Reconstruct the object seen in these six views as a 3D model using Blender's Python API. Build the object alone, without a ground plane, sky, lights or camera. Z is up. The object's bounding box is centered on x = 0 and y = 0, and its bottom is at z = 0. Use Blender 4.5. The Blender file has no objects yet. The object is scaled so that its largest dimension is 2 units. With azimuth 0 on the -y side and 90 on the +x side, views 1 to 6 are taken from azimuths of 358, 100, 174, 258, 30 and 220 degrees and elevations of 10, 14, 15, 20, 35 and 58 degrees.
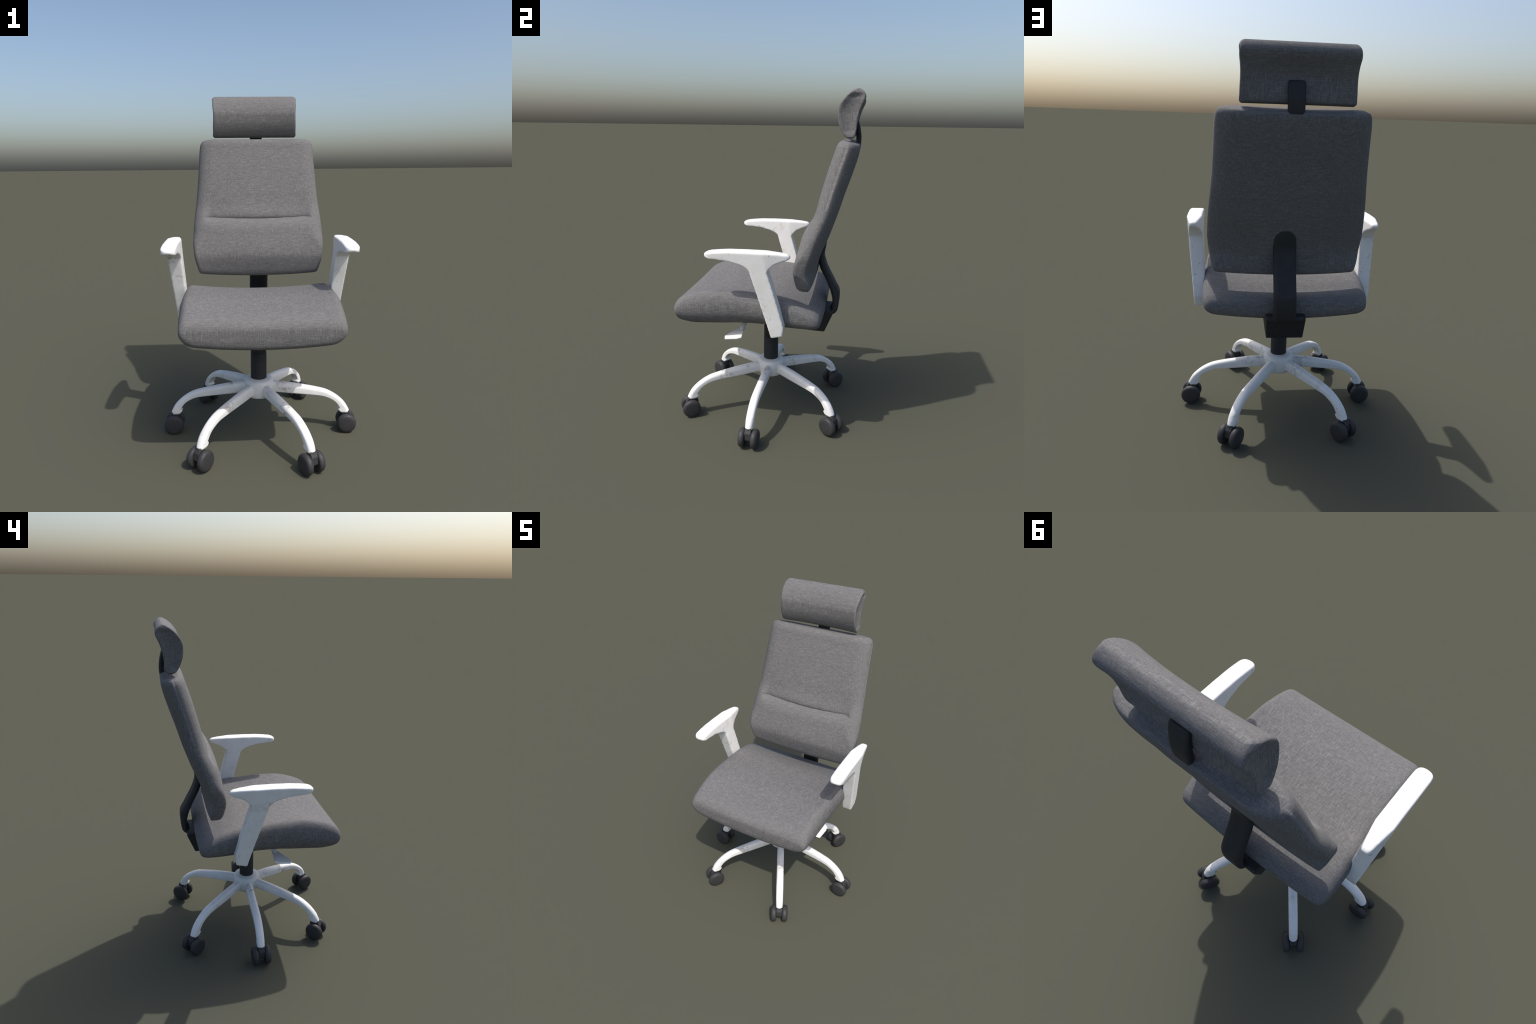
import bpy, bmesh, math
import numpy as np
from mathutils import Vector, Matrix, noise

# ------------------------------------------------------------------ helpers
def link(ob, parent=None):
    bpy.context.scene.collection.objects.link(ob)
    if parent is not None:
        ob.parent = parent
    return ob

def smoothstep(a, b, x):
    t = min(1.0, max(0.0, (x - a) / (b - a)))
    return t * t * (3 - 2 * t)

def pchip(xs, ys, xq):
    """monotone cubic through control values"""
    xs = np.asarray(xs, float); ys = np.asarray(ys, float)
    h = np.diff(xs); d = np.diff(ys) / h
    m = np.zeros_like(ys)
    for i in range(1, len(xs) - 1):
        if d[i-1] * d[i] > 0:
            w1 = 2*h[i] + h[i-1]; w2 = h[i] + 2*h[i-1]
            m[i] = (w1 + w2) / (w1/d[i-1] + w2/d[i])
    m[0], m[-1] = d[0], d[-1]
    out = []
    for x in xq:
        i = int(min(max(np.searchsorted(xs, x) - 1, 0), len(h) - 1))
        t = (x - xs[i]) / h[i]
        out.append((2*t**3-3*t**2+1)*ys[i] + (t**3-2*t**2+t)*h[i]*m[i]
                   + (-2*t**3+3*t**2)*ys[i+1] + (t**3-t**2)*h[i]*m[i+1])
    return np.array(out)

def mesh_from(verts, faces, name, mat, smooth=True, fix=True):
    me = bpy.data.meshes.new(name)
    me.from_pydata([tuple(v) for v in verts], [], faces)
    if fix:
        bm = bmesh.new(); bm.from_mesh(me)
        bmesh.ops.recalc_face_normals(bm, faces=bm.faces)
        bm.to_mesh(me); bm.free()
    if smooth:
        me.polygons.foreach_set("use_smooth", [True] * len(me.polygons))
    me.materials.append(mat)
    me.update()
    return me

def section_ring(w, rxf, rdf, rxb, rdb, nfront, nback, k, nside, pb=2.0):
    """outline of a rounded slab in (x, depth): depth 0 = front face, 1 = back face.
    pb < 2 turns the round rear corner towards a chamfer."""
    pts = [((w - rxf) * i / nfront, 0.0) for i in range(nfront)]
    for i in range(k + 1):
        a = math.pi/2 * i / k
        pts.append((w - rxf + rxf * math.sin(a), rdf * (1 - math.cos(a))))
    for i in range(1, nside):
        pts.append((w, rdf + (1 - rdf - rdb) * i / nside))
    for i in range(k + 1):
        a = math.pi/2 * i / k
        pts.append((w - rxb + rxb * math.cos(a) ** (2/pb), 1 - rdb + rdb * math.sin(a) ** (2/pb)))
    for i in range(1, nback):
        pts.append(((w - rxb) * (1 - i / nback), 1.0))
    pts.append((0.0, 1.0))
    left = [(-x, d) for x, d in pts[1:-1]][::-1]
    return pts + left

def slab_loft(name, mat, stations, corner, n, nfront=14, k=5, nside=3,
              front=None, back=None, side=None, warp=None, extra=(), cap_rings=3, pb=2.0):
    """Loft through stations (front_y, front_z, back_y, back_z, half_width).
    corner: function(t in 0..1, z) -> (rx front, rdepth front, rx back, rdepth back)."""
    S = np.array(stations, float)
    ext = np.linalg.norm(np.diff(S[:, 0:4], axis=0), axis=1) + 0.6*np.abs(np.diff(S[:, 4]))
    T = np.concatenate([[0], np.cumsum(ext + 1e-4)]); T /= T[-1]
    q = np.unique(np.concatenate([np.linspace(0, 1, n), T, np.array(extra, float)]))
    D = np.stack([pchip(T, S[:, c], q) for c in range(5)], axis=1)
    verts, faces = [], []
    def add_ring(t, row, f):
        fy, fz, by, bz, w = row
        rxf, rdf, rxb, rdb = corner(t, fz)
        rxf = min(rxf, w * .95); rxb = min(rxb, w * .95)
        F = np.array([fy, fz]); B = np.array([by, bz]); u = (F - B) / (np.linalg.norm(F - B) + 1e-9)
        first = len(verts)
        for x, d in section_ring(w, rxf, rdf, rxb, rdb, nfront, nfront, k, nside, pb):
            dd = .5 + (d - .5) * f
            p = F + (B - F) * dd
            if front:
                p = p + u * front(x, p[1]) * max(0.0, 1 - d / max(rdf, 1e-6)) * f
            if back:
                p = p - u * back(x, p[1]) * max(0.0, 1 - (1 - d) / max(rdb, 1e-6)) * f
            if side:
                x = x * (1 - side(d, p[1]) * smoothstep(w * .9, w, abs(x)))
            if f < 1:
                x = x * (1 - (1 - f) * .02)
            v = [x, p[0], p[1]]
            verts.append(warp(*v) if warp else v)
        return list(range(first, len(verts)))
    # the ends close with rings drawn together across the depth
    shrink = [1 - r / (cap_rings + 1) for r in range(1, cap_rings + 1)]
    rings = [add_ring(q[0], D[0], f) for f in shrink[::-1]]
    rings += [add_ring(t, row, 1.0) for t, row in zip(q, D)]
    rings += [add_ring(q[-1], D[-1], f) for f in shrink]
    for a, b in zip(rings, rings[1:]):
        for j in range(len(a)):
            j2 = (j + 1) % len(a)
            faces.append((a[j], a[j2], b[j2], b[j]))
    # zip the last slit shut, front row against back row
    for ring in (rings[0], rings[-1]):
        h = len(ring) // 2 + 1
        for half in (lambda i: ring[i], lambda i: ring[(2*h - 2 - i) % len(ring)]):
            for i in range((h - 1) // 2):
                quad = [half(i), half(i+1), half(h-2-i), half(h-1-i)]
                quad = list(dict.fromkeys(quad))
                if len(quad) > 2:
                    faces.append(tuple(quad))
    return mesh_from(verts, faces, name, mat)

def tube(name, mat, path, radii, seg=24, closed_ends=True):
    """round tube along a path of points with radius pairs (side, up)"""
    verts, faces = [], []
    P = [Vector(p) for p in path]
    for i, p in enumerate(P):
        t = (P[min(i+1, len(P)-1)] - P[max(i-1, 0)]).normalized()
        up = Vector((0, 0, 1)) if abs(t.z) < .95 else Vector((0, 1, 0))
        s = t.cross(up).normalized(); n = s.cross(t).normalized()
        ra, rb = radii[i]
        for j in range(seg):
            a = 2*math.pi*j/seg
            verts.append(p + s*ra*math.cos(a) + n*rb*math.sin(a))
    for i in range(len(P)-1):
        for j in range(seg):
            j2 = (j+1) % seg
            faces.append((i*seg+j, i*seg+j2, (i+1)*seg+j2, (i+1)*seg+j))
    faces.append(tuple(range(seg))); faces.append(tuple(range((len(P)-1)*seg, len(P)*seg)))
    return mesh_from(verts, faces, name, mat)

def lathe(name, mat, prof, seg=48, axis='z'):
    """turned part; prof = (radius, height) from axis to axis"""
    verts, faces, rows = [], [], []
    for r, h in prof:
        row = []
        n = 1 if r < 1e-6 else seg
        for j in range(n):
            a = 2*math.pi*j/seg
            c, s = r*math.cos(a), r*math.sin(a)
            row.append(len(verts))
            verts.append((c, s, h) if axis == 'z' else (c, h, s))
        rows.append(row)
    for a, b in zip(rows, rows[1:]):
        for j in range(seg):
            j2 = (j+1) % seg
            if len(a) == 1:
                faces.append((a[0], b[j], b[j2]))
            elif len(b) == 1:
                faces.append((a[j], a[j2], b[0]))
            else:
                faces.append((a[j], a[j2], b[j2], b[j]))
    return mesh_from(verts, faces, name, mat)

def prism(name, mat, outline, xs):
    """extrude a (y, z) outline between two x functions"""
    n = len(outline)
    verts = [(xs(0, y, z), y, z) for y, z in outline] + [(xs(1, y, z), y, z) for y, z in outline]
    faces = [tuple(range(n)), tuple(range(n, 2*n))]
    faces += [(i, (i+1) % n, n + (i+1) % n, n + i) for i in range(n)]
    return mesh_from(verts, faces, name, mat, smooth=False)

def bevelled(ob, width, seg=3, angle=35):
    b = ob.modifiers.new("bevel", 'BEVEL'); b.width = width; b.segments = seg
    b.limit_method = 'ANGLE'; b.angle_limit = math.radians(angle); b.harden_normals = False
    return ob

def baked(ob):
    """replace the mesh by its evaluated form"""
    dg = bpy.context.evaluated_depsgraph_get()
    me = bpy.data.meshes.new_from_object(ob.evaluated_get(dg))
    ob.modifiers.clear(); ob.data = me
    me.polygons.foreach_set("use_smooth", [True] * len(me.polygons))
    return me

# ------------------------------------------------------------------ materials
class Nodes:
    def __init__(self, name):
        self.mat = bpy.data.materials.new(name); self.mat.use_nodes = True
        self.t = self.mat.node_tree; self.b = self.t.nodes["Principled BSDF"]
        self.tc = self.t.nodes.new("ShaderNodeTexCoord")
        self.vec = self.tc.outputs["Object"]
    def vary(self, amount):
        """shift the pattern from one repeat to the next"""
        info = self.new("ShaderNodeObjectInfo"); add = self.new("ShaderNodeVectorMath", operation='MULTIPLY_ADD')
        self.put(info.outputs["Random"], add.inputs[0]); add.inputs[1].default_value = (amount, amount*.7, amount*.4)
        self.put(self.tc.outputs["Object"], add.inputs[2]); self.vec = add.outputs[0]
    def new(self, kind, **kw):
        n = self.t.nodes.new(kind)
        for k, v in kw.items(): setattr(n, k, v)
        return n
    def put(self, a, b): self.t.links.new(a, b)
    def noise(self, scale, stretch=(1, 1, 1), detail=2.0, rough=.5, offset=(0, 0, 0), dist=0.0):
        mp = self.new("ShaderNodeMapping"); mp.inputs["Scale"].default_value = stretch
        mp.inputs["Location"].default_value = offset
        self.put(self.vec, mp.inputs["Vector"])
        n = self.new("ShaderNodeTexNoise"); n.inputs["Scale"].default_value = scale
        n.inputs["Detail"].default_value = detail; n.inputs["Roughness"].default_value = rough
        n.inputs["Distortion"].default_value = dist
        self.put(mp.outputs["Vector"], n.inputs["Vector"])
        return n.outputs["Fac"]
    def ramp(self, fac, stops):
        r = self.new("ShaderNodeValToRGB")
        while len(r.color_ramp.elements) < len(stops): r.color_ramp.elements.new(.5)
        for e, (p, c) in zip(r.color_ramp.elements, stops):
            e.position = p; e.color = (*c, 1) if len(c) == 3 else c
        self.put(fac, r.inputs["Fac"]); return r.outputs["Color"]
    def math(self, op, a, b):
        n = self.new("ShaderNodeMath", operation=op)
        for s, v in zip(n.inputs, (a, b)):
            if isinstance(v, (int, float)): s.default_value = v
            else: self.put(v, s)
        return n.outputs[0]
    def mix(self, fac, a, b, blend='MIX'):
        n = self.new("ShaderNodeMix", data_type='RGBA', blend_type=blend)
        for s, v in ((n.inputs[0], fac), (n.inputs[6], a), (n.inputs[7], b)):
            if isinstance(v, (int, float)): s.default_value = v
            elif isinstance(v, tuple): s.default_value = (*v, 1)
            else: self.put(v, s)
        return n.outputs[2]
    def bump(self, h, strength, dist):
        n = self.new("ShaderNodeBump"); n.inputs["Strength"].default_value = strength
        n.inputs["Distance"].default_value = dist
        self.put(h, n.inputs["Height"]); self.put(n.outputs[0], self.b.inputs["Normal"])

def make_fabric():
    N = Nodes("grey_melange_fabric")
    # yarns along x, z and y; each set is seen only where it lies in the cloth, not end-on
    nrm = N.new("ShaderNodeSeparateXYZ"); N.put(N.tc.outputs["Normal"], nrm.inputs[0])
    s = .5
    for stretch, axis, off, k in (((28, 250, 250), 0, (0, 0, 0), .25), ((250, 250, 24), 2, (3, 7, 1), .36), ((250, 24, 250), 1, (9, 2, 5), .36)):
        yarn = N.math('SUBTRACT', N.noise(1.0, stretch, 2.5, .6, off), .5)
        lies = N.math('SUBTRACT', 1.0, N.math('ABSOLUTE', nrm.outputs[axis], 0.0))
        s = N.math('ADD', N.math('MULTIPLY', N.math('MULTIPLY', yarn, lies), k), s)
    fibre = N.math('SUBTRACT', N.noise(330, detail=1.5, offset=(4, 4, 1)), .5)
    s = N.math('ADD', N.math('MULTIPLY', fibre, .22), s)
    col = N.ramp(s, [(.36, (.085, .0845, .087)), (.49, (.129, .1275, .130)), (.64, (.236, .233, .233))])
    # single slubby light threads, running both ways
    t1 = N.ramp(N.noise(1.0, (16, 230, 230), 1.5, .5, (5, 1, 8)), [(.64, (0, 0, 0)), (.74, (1, 1, 1))])
    t2 = N.ramp(N.noise(1.0, (230, 230, 13), 1.5, .5, (2, 6, 3)), [(.64, (0, 0, 0)), (.74, (1, 1, 1))])
    t3 = N.ramp(N.noise(1.0, (230, 13, 230), 1.5, .5, (7, 3, 3)), [(.64, (0, 0, 0)), (.74, (1, 1, 1))])
    col = N.mix(N.math('MULTIPLY', N.math('MAXIMUM', N.math('MAXIMUM', t1, t2), t3), .42), col, (.26, .255, .25))
    big = N.noise(6, detail=2, offset=(1, 1, 4))
    col = N.mix(N.math('MULTIPLY', big, .15), col, (.146, .141, .140))
    speck = N.ramp(N.noise(9, detail=1, offset=(4.2, 1.7, .3)), [(.795, (0, 0, 0)), (.83, (1, 1, 1))])
    col = N.mix(N.math('MULTIPLY', speck, .25), col, (.25, .16, .08))
    N.put(col, N.b.inputs["Base Color"])
    N.b.inputs["Roughness"].default_value = .92
    N.b.inputs["Specular IOR Level"].default_value = .25
    N.b.inputs["Sheen Weight"].default_value = 0.0
    N.bump(s, .25, .002)
    return N.mat

def make_white(name, low, strength, vary=0.0):
    N = Nodes(name)
    if vary: N.vary(vary)
    # brown grime blotches, only where two noises agree
    m1 = N.ramp(N.noise(7, detail=2, offset=(2.1, .4, 3.3)), [(low, (0, 0, 0)), (low + .10, (1, 1, 1))])
    m2 = N.ramp(N.noise(46, detail=5, rough=.7, offset=(.7, 5, 1)), [(.46, (0, 0, 0)), (.64, (1, 1, 1))])
    grime = N.math('MULTIPLY', m1, m2)
    # chips and little specks
    sp = N.ramp(N.noise(85, detail=1.5, offset=(5, 5, 5)), [(.68, (0, 0, 0)), (.72, (1, 1, 1))])
    m3 = N.ramp(N.noise(9, detail=1, offset=(8, 3, 6)), [(.46, (0, 0, 0)), (.60, (1, 1, 1))])
    specks = N.math('MULTIPLY', sp, m3)
    # thin scratches
    sc = N.ramp(N.noise(1.0, (26, 26, 150), 2, .6, (1, 9, 2), 1.2), [(.68, (0, 0, 0)), (.70, (1, 1, 1))])
    m4 = N.ramp(N.noise(11, detail=1, offset=(3, 8, 2)), [(.50, (0, 0, 0)), (.62, (1, 1, 1))])
    scr = N.math('MULTIPLY', sc, m4)
    soft = N.noise(14, detail=3, offset=(6, 1, 1))
    base = N.ramp(soft, [(.3, (.74, .74, .725)), (.7, (.81, .81, .80))])
    col = N.mix(N.math('MULTIPLY', grime, strength), base, (.17, .105, .065))
    col = N.mix(N.math('MULTIPLY', specks, .65), col, (.20, .15, .13))
    col = N.mix(N.math('MULTIPLY', scr, .35), col, (.33, .29, .26))
    N.put(col, N.b.inputs["Base Color"])
    N.b.inputs["Roughness"].default_value = .45
    N.b.inputs["Specular IOR Level"].default_value = .4
    return N.mat

def make_plastic(name, dark, light, rough):
    N = Nodes(name)
    f = N.noise(30, detail=4, rough=.6)
    N.put(N.ramp(f, [(.3, dark), (.7, light)]), N.b.inputs["Base Color"])
    N.b.inputs["Roughness"].default_value = rough
    N.b.inputs["Specular IOR Level"].default_value = .35
    N.bump(N.noise(420, detail=1), .06, .0006)
    return N.mat

FABRIC = make_fabric()
WHITE = make_white("worn_white_lacquer", .60, .55)
LEG_WHITE = make_white("scuffed_white_lacquer", .59, .8, 9.0)
BLACK = make_plastic("black_plastic", (.021, .022, .024), (.027, .028, .030), .6)
RUBBER = make_plastic("caster_plastic", (.032, .032, .034), (.040, .040, .042), .55)

# ------------------------------------------------------------------ the chair
chair = bpy.data.objects.new("office_chair", None)
link(chair)
chair["label"] = "grey fabric high-back swivel office chair, white arms, six-legged base"
chair["category"] = "office chair"

def part(name, me, parent=chair, loc=(0, 0, 0), rot=0.0):
    ob = bpy.data.objects.new(name, me)
    ob.location = loc; ob.rotation_euler = (0, 0, rot)
    return link(ob, parent)

# ---- seat cushion: stations run from the front nose to the rear (top y,z / bottom y,z / half width)
seat_stations = [
    (-.4985, .776, -.4985, .756, .384), (-.496, .791, -.4975, .736, .398), (-.488, .808, -.492, .714, .408),
    (-.474, .825, -.480, .700, .415), (-.450, .841, -.454, .690, .418), (-.388, .867, -.385, .683, .422),
    (-.325, .884, -.300, .689, .425), (-.255, .894, -.200, .697, .429), (-.150, .893, -.100, .706, .431),
    (-.020, .884, .030, .709, .433), (.100, .873, .120, .706, .434), (.195, .853, .220, .703, .436),
    (.270, .823, .295, .702, .432), (.314, .804, .330, .705, .424), (.340, .783, .345, .716, .412),
    (.350, .765, .353, .742, .393)]
def seat_warp(x, y, z):
    c = max(0.0, 1 - (x/.40)**2)
    dip = .022 * smoothstep(-.46, -.25, y) + .017 * math.exp(-((y + .37) / .13) ** 2)
    z -= dip * c * smoothstep(.76, .84, z) * (1 + .25*smoothstep(.1, .2, y) - .4*smoothstep(.25, .35, y))
    z -= .026 * c * smoothstep(.775, .70, z)
    y += .007 * c * smoothstep(.2, .36, y) - .002 * c * smoothstep(-.4, -.49, y) * smoothstep(.70, .77, z)
    return (x - .003 - .003 * smoothstep(0, .3, y), y, z)
part("seat", slab_loft("seat", FABRIC, seat_stations,
     lambda t, z: (.050, .42, .080 - .025*smoothstep(.55, .75, t), .50 - .10*smoothstep(.55, .75, t)), 50, 16, 7, 2, warp=seat_warp))

# ---- backrest: stations run from the lower edge to the top (front y,z / back y,z / half width)
back_stations = [
    (.236, .914, .279, .914, .353), (.222, .919, .286, .920, .361), (.212, .930, .290, .931, .366),
    (.200, .966, .296, .965, .377), (.190, 1.028, .305, 1.015, .390), (.197, 1.075, .316, 1.06, .395),
    (.204, 1.109, .329, 1.10, .398), (.213, 1.15, .347, 1.145, .397), (.224, 1.197, .366, 1.19, .395),
    (.254, 1.258, .395, 1.275, .389), (.287, 1.322, .419, 1.35, .381), (.318, 1.437, .450, 1.455, .371),
    (.356, 1.575, .490, 1.58, .363), (.386, 1.67, .513, 1.665, .358), (.397, 1.704, .518, 1.697, .353),
    (.410, 1.725, .513, 1.713, .341), (.428, 1.736, .497, 1.721, .316)]
CREASE = 1.247
def back_front(x, z):
    ax = abs(x)
    inside = 1 - smoothstep(.296, .334, ax)
    # a stitched crease: the panel above dips in behind the lumbar roll, a little more at its corners
    near = smoothstep(.05, .30, ax)
    seam = CREASE + .007 * (x / .3) ** 2
    depth = .020 + .009 * near
    if z >= seam:
        rec = depth * math.exp(-((z - seam) / (.022 + .034 * near)))
    else:
        rec = depth * math.exp(-((seam - z) / .011))
    rec += .003 * math.exp(-(abs(z - seam) / .005))        # the pinched stitch line
    dome = max(0, 1 - (x / .31) ** 2)
    belly = math.sin(math.pi * min(1.0, max(0.0, (z - .925) / .31))) ** 1.2
    crown = dome * (.015 * belly + .004 * smoothstep(1.12, 1.22, z) + .005 * smoothstep(1.25, 1.31, z))
    return -rec * inside + crown
def back_corner(t, z):
    low = 1 - smoothstep(1.06, 1.185, z)         # crisp front edge down here
    up = 1 - low
    rear = 1 - smoothstep(1.16, 1.36, z)        # broad crown on the lower rear
    rxf = .020 * low + (.088 + .022 * math.exp(-((z - 1.215) / .05) ** 2)) * up
    rdf = .20 * low + .46 * up
    rxb = .22 * rear + .12 * (1 - rear)
    rdb = (.12 + .36 * smoothstep(.93, 1.04, z)) * rear + .54 * (1 - rear)
    return (rxf, rdf, rxb, rdb)
def back_warp(x, y, z):
    c = max(0.0, 1 - (x/.36)**2)
    z -= .015 * c * (1 - smoothstep(.91, 1.02, z))
    z -= .006 * c * smoothstep(1.70, 1.74, z)
    return (x + .0055, y, z)
part("backrest", slab_loft("backrest", FABRIC, back_stations,
     back_corner, 100, 26, 9, 2, pb=1.85, front=back_front, warp=back_warp,
     extra=list(np.linspace(.34, .50, 64))))

# ---- headrest
head_stations = [
    (0.452, 1.743, 0.474, 1.744, 0.251), (0.434, 1.753, 0.487, 1.754, 0.261), (0.407, 1.796, 0.493, 1.787, 0.265),
    (0.393, 1.841, 0.497, 1.83, 0.263), (0.389, 1.882, 0.504, 1.87, 0.262), (0.396, 1.913, 0.517, 1.91, 0.264),
    (0.419, 1.95, 0.531, 1.943, 0.268), (0.436, 1.968, 0.5335, 1.957, 0.267), (.454, 1.983, .532, 1.966, .264), (.470, 1.9925, .527, 1.976, .259),
    (.484, 1.998, .518, 1.987, .252), (.493, 1.9995, .508, 1.995, .244), (.497, 2.000, .502, 1.9985, .238)]
def head_front(x, z):
    return -.015 * max(0, 1 - (x/.25)**2) * (1 - smoothstep(1.905, 1.997, z))
def head_side(d, z):
    return .055 * math.sin(math.pi * min(1, max(0, d))) ** .8 * smoothstep(1.745, 1.79, z) * (1 - smoothstep(1.955, 1.985, z))
def head_back(x, z):
    return -.018 * max(0, 1 - (x/.24)**2) * math.exp(-((z - 1.862) / .065) ** 2)
part("headrest", slab_loft("headrest", FABRIC, head_stations,
     lambda t, z: (.018, .14, .016, .12), 50, 18, 6, 8, front=head_front, back=head_back, side=head_side,
     warp=lambda x, y, z: (x - .006, y, z)))

# ---- dark brackets: head support and the curved back spine
brk = [(.492, 1.688, .508, 1.690, .030), (.490, 1.700, .517, 1.699, .037), (.490, 1.755, .519, 1.746, .039),
       (.487, 1.790, .514, 1.785, .039), (.482, 1.825, .505, 1.822, .039), (.478, 1.840, .499, 1.838, .037),
       (.476, 1.847, .492, 1.845, .031)]
part("headrest_bracket", slab_loft("headrest_bracket", BLACK, brk, lambda t, z: (.012, .4, .012, .4), 24, 4, 5, 2),
     loc=(.005, 0, 0))
spine = [(.302, 1.157, .338, 1.157, .016), (.300, 1.155, .343, 1.155, .027), (.299, 1.143, .347, 1.145, .042), (.298, 1.10, .344, 1.105, .056),
         (.298, 1.04, .336, 1.052, .058), (.309, .991, .347, 1.004, .058), (.359, .884, .407, .882, .058),
         (.390, .806, .438, .815, .058), (.397, .770, .439, .785, .058), (.396, .735, .435, .735, .059),
         (.387, .716, .428, .703, .059), (.366, .703, .398, .678, .057), (.340, .700, .345, .680, .050)]
part("back_support", slab_loft("back_support", BLACK, spine, lambda t, z: (.022, .5, .026, .5), 50, 5, 7, 2),
     loc=(.0125, 0, 0))

# ---- tilt mechanism under the seat
mech = part("tilt_mechanism", prism("tilt_mechanism", BLACK,
      [(-.13, .715), (-.13, .69), (-.10, .665), (.10, .610), (.26, .580), (.357, .577), (.404, .694), (.402, .707), (.394, .712), (.30, .715)],
      lambda s, y, z: .002 + (1 if s else -1) * (.096 + .010 * (z - .577) / .2)))
bevelled(mech, .006, 2)
# ---- gas column
HX, HY = -.008, .009
part("gas_column", lathe("gas_column", BLACK,
     [(0, .27), (.046, .27), (.0465, .31), (.0465, .484), (.0450, .485), (.0425, .4865), (.0425, .4905),
      (.0450, .492), (.0462, .4935), (.0462, .62), (0, .62)]), loc=(HX, HY, 0))

# ---- armrests: pad, flared gusset and slanting post, melted into one body
def arm_mesh():
    inner = lambda z: .417 + (z - .69) * .056
    outer = lambda z: .482 + (z - .69) * .094
    bm = bmesh.new()
    def add_loft(sections):      # sections: list of closed 3D rings of equal size
        rows = [[bm.verts.new(p) for p in s] for s in sections]
        for a, b in zip(rows, rows[1:]):
            n = len(a)
            for j in range(n):
                bm.faces.new((a[j], a[(j+1) % n], b[(j+1) % n], b[j]))
        bm.faces.new(rows[0][::-1]); bm.faces.new(rows[-1])
    # pad with its gusset: y, top, bottom, narrowing on the inner and on the outer flank
    pad = [(-.281, 1.132, 1.127, .030, .032), (-.276, 1.137, 1.121, .017, .019), (-.266, 1.142, 1.116, .007, .008), (-.248, 1.146, 1.113, .001, .001),
           (-.200, 1.152, 1.110, 0, 0), (-.140, 1.157, 1.105, 0, 0), (-.090, 1.158, 1.092, 0, 0),
           (-.055, 1.159, 1.078, 0, 0), (-.030, 1.159, 1.060, 0, 0), (-.018, 1.159, 1.040, 0, 0), (.000, 1.159, 1.02, 0, 0),
           (.050, 1.159, 1.02, 0, 0), (.064, 1.159, 1.045, .002, .002), (.078, 1.158, 1.070, .004, .004), (.100, 1.157, 1.094, .008, .008),
           (.135, 1.155, 1.110, .014, .013), (.170, 1.151, 1.122, .021, .018), (.182, 1.147, 1.128, .025, .022),
           (.188, 1.141, 1.134, .031, .027)]
    rings = []
    for y, zt, zb, ti, to in pad:
        zt += .002; zb -= .002
        c = min(.006, (zt - zb) * .3)
        rings.append([(inner(zt) + ti + c, y, zt), (outer(zt) - to - c, y, zt), (outer(zt - c) - to, y, zt - c), (outer(zb) - to, y, zb), (inner(zb) + ti, y, zb), (inner(zt - c) + ti, y, zt - c)])
    add_loft(rings)
    # post: z, front y, rear y
    post = [(1.10, -.042, .060), (1.047, -.027, .070), (.957, .001, .098), (.83, .041, .134), (.735, .070, .160), (.690, .083, .157), (.667, .090, .153)]
    rings = []
    for z, yf, yr in post:
        zr = z + (.016 if z < .70 else 0)
        rings.append([(inner(z), yf, z), (outer(z), yf, z), (outer(zr), yr, zr), (inner(zr), yr, zr)])
    add_loft(rings)
    bmesh.ops.recalc_face_normals(bm, faces=bm.faces)
    me = bpy.data.meshes.new("armrest"); bm.to_mesh(me); bm.free()
    me.materials.append(WHITE)
    ob = bpy.data.objects.new("armrest_build", me); link(ob)
    r = ob.modifiers.new("remesh", 'REMESH'); r.mode = 'VOXEL'; r.voxel_size = .004; r.use_smooth_shade = True
    s = ob.modifiers.new("smooth", 'SMOOTH'); s.factor = .5; s.iterations = 11
    bpy.context.view_layer.update()
    out = baked(ob); bpy.data.objects.remove(ob)
    if not out.materials: out.materials.append(WHITE)
    out.name = "armrest"
    return out
def mirrored(me):
    m = me.copy(); m.transform(Matrix.Scale(-1, 4, (1, 0, 0))); m.flip_normals(); return m
arm = arm_mesh()
part("armrest", arm, loc=(-.006, 0, 0))
part("armrest", mirrored(arm))
# ---- height levers, one each side
def lever_mesh():
    top = [(.285, -.136, .641), (.352, -.205, .611), (.382, -.199, .607), (.393, -.125, .620), (.388, -.096, .628), (.288, -.100, .645)]
    bot = [(.290, -.134, .628), (.354, -.204, .601), (.384, -.197, .597), (.394, -.122, .609), (.389, -.094, .618), (.292, -.102, .630)]
    n = len(top)
    f = [tuple(range(n)), tuple(range(n, 2*n))] + [(i, (i+1) % n, n + (i+1) % n, n + i) for i in range(n)]
    me = mesh_from(top + bot, f, "lever", WHITE, smooth=False)
    rod = tube("rod", WHITE, [(.08, -.113, .672), (.20, -.113, .656), (.30, -.115, .633)], [(.017, .011)]*3, 12)
    bm = bmesh.new(); bm.from_mesh(me)
    bmesh.ops.bevel(bm, geom=bm.edges[:], offset=.004, segments=2, affect='EDGES', profile=.5)
    bm.from_mesh(rod); bm.to_mesh(me); bm.free()
    return me
lev = lever_mesh()
part("lever", lev)
part("lever", mirrored(lev))

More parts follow.
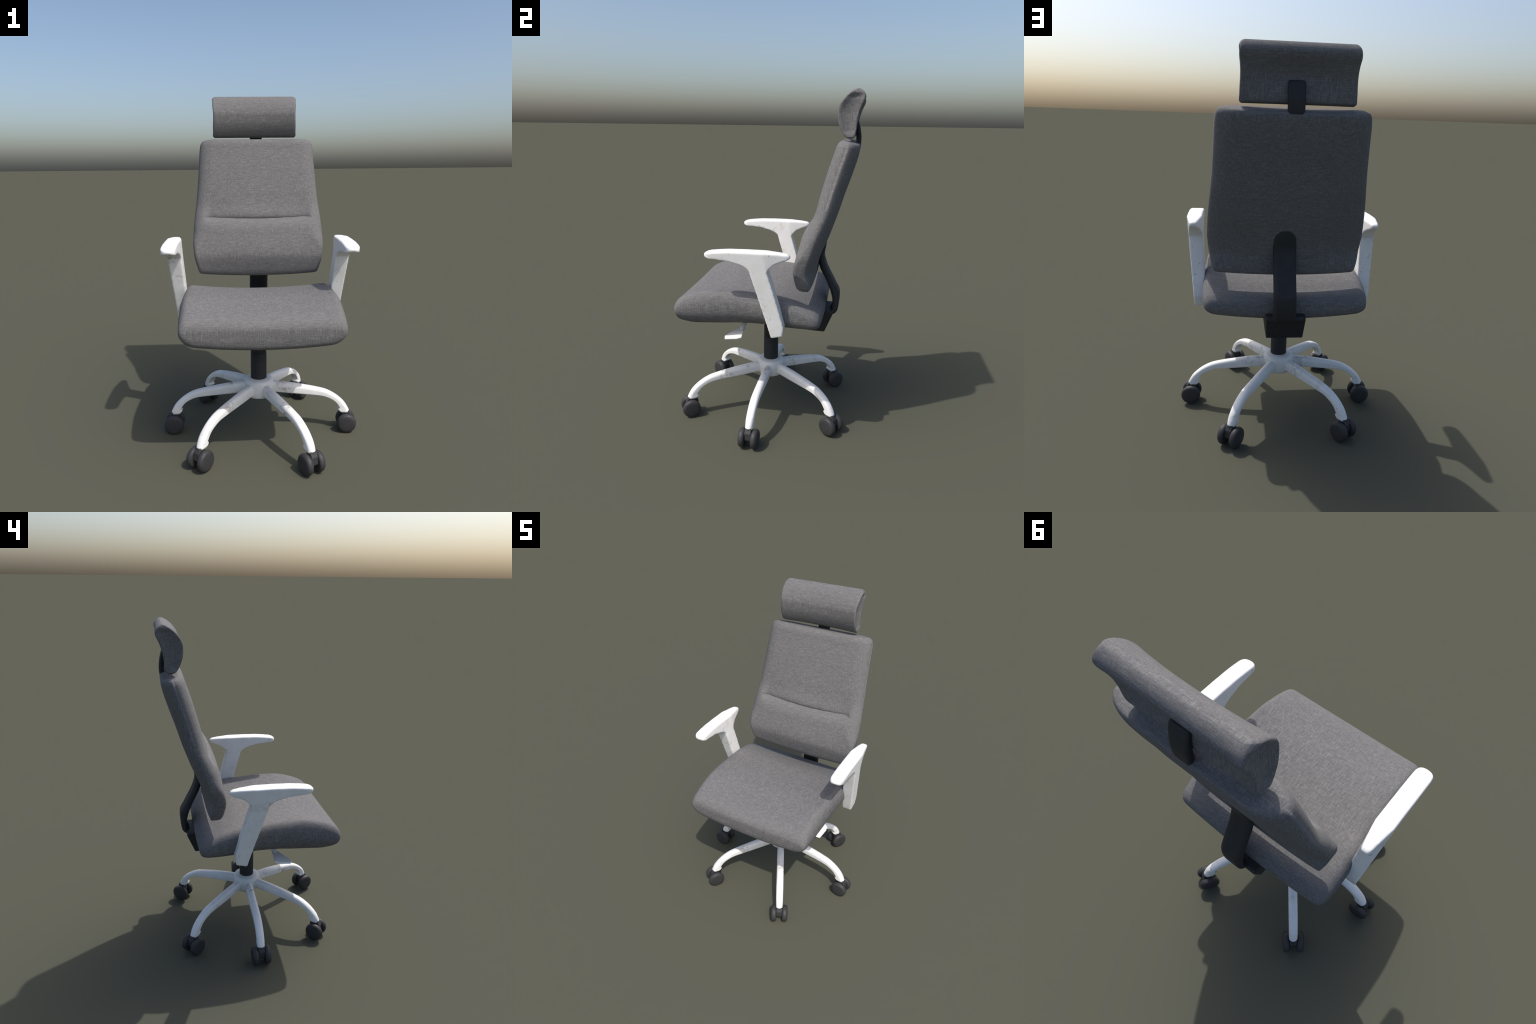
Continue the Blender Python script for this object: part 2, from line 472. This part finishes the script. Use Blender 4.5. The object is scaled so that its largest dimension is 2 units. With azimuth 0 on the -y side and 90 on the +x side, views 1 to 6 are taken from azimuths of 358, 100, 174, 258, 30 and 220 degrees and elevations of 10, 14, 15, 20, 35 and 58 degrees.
# ---- star base: hub, six legs and twin-wheel casters
base = part("base", lathe("base", WHITE,
     [(0, .222), (.070, .222), (.077, .225), (.081, .235), (.0855, .300), (.085, .312), (.081, .322), (.073, .328), (.046, .331), (0, .331)]),
     loc=(HX, HY, 0))
leg_stations = [   # top r,z / bottom r,z / half width
    (.050, .306, .050, .240, .0235), (.090, .304, .090, .241, .0235), (.170, .296, .175, .234, .024), (.258, .282, .258, .227, .024),
    (.345, .265, .340, .220, .024), (.390, .253, .376, .215, .024), (.440, .228, .409, .204, .024), (.486, .192, .445, .182, .0235),
    (.511, .163, .466, .156, .0235), (.524, .140, .473, .142, .023), (.530, .128, .466, .132, .023), (.533, .119, .472, .123, .023),
    (.531, .113, .482, .114, .0225)]
def leg_ring_section():
    return slab_loft("leg", LEG_WHITE, leg_stations, lambda t, z: (.021, .42, .008, .16), 46, 4, 6, 3, cap_rings=2)
leg_me = leg_ring_section()
leg_me.transform(Matrix.Translation((0, 0, .0015)) @ Matrix.Rotation(-math.pi/2, 4, 'Z'))   # radial axis becomes +x

def wheel_mesh():
    # outer cap domed, inner side flat; axis along y, outer side +y
    prof = [(0, -.018), (.044, -.018), (.049, -.017), (.054, -.012), (.0565, -.004), (.0565, .003), (.0545, .010),
            (.050, .0155), (.043, .0185), (.030, .0198), (0, .0202)]
    return lathe("wheel", RUBBER, prof, 40, 'y')
wheel_out = wheel_mesh()
wheel_in = wheel_mesh(); wheel_in.transform(Matrix.Rotation(math.pi, 4, 'Z'))
def yoke_mesh():
    me = prism("caster", RUBBER, [(-.022, .050), (-.030, .075), (-.024, .100), (-.014, .118), (.016, .118), (.030, .098), (.034, .060), (.022, .046)],
               lambda s, y, z: (1 if s else -1) * .0192)
    me.transform(Matrix.Rotation(-math.pi/2, 4, 'Z'))
    stem = lathe("stem", RUBBER, [(0, .09), (.012, .09), (.020, .105), (.020, .124), (0, .124)], 24)
    axle = lathe("axle", RUBBER, [(0, -.03), (.014, -.03), (.014, .03), (0, .03)], 20, 'y')
    axle.transform(Matrix.Translation((0, 0, .0565)))
    bm = bmesh.new(); bm.from_mesh(me)
    bmesh.ops.bevel(bm, geom=bm.edges[:], offset=.003, segments=2, affect='EDGES', profile=.5)
    bm.from_mesh(stem); bm.from_mesh(axle); bm.to_mesh(me); bm.free()
    return me
yoke = yoke_mesh()
# each leg with the reach and bearing it has on the real base, casters trailing in line
for reach, deg in ((.520, -3.7), (.535, -62.2), (.522, -128.6), (.505, 180), (.514, 129.5), (.510, 56.2)):
    a = math.radians(deg)
    leg = part("leg", leg_me, base, (0, 0, 0), a)
    leg.scale = (reach / .515, 1, 1)
    c = part("caster", yoke, chair, (HX + reach*math.cos(a), HY + reach*math.sin(a), 0), a)
    for me, off in ((wheel_out, .037), (wheel_in, -.037)):
        part("wheel", me, c, (0, off, .0565), 0)
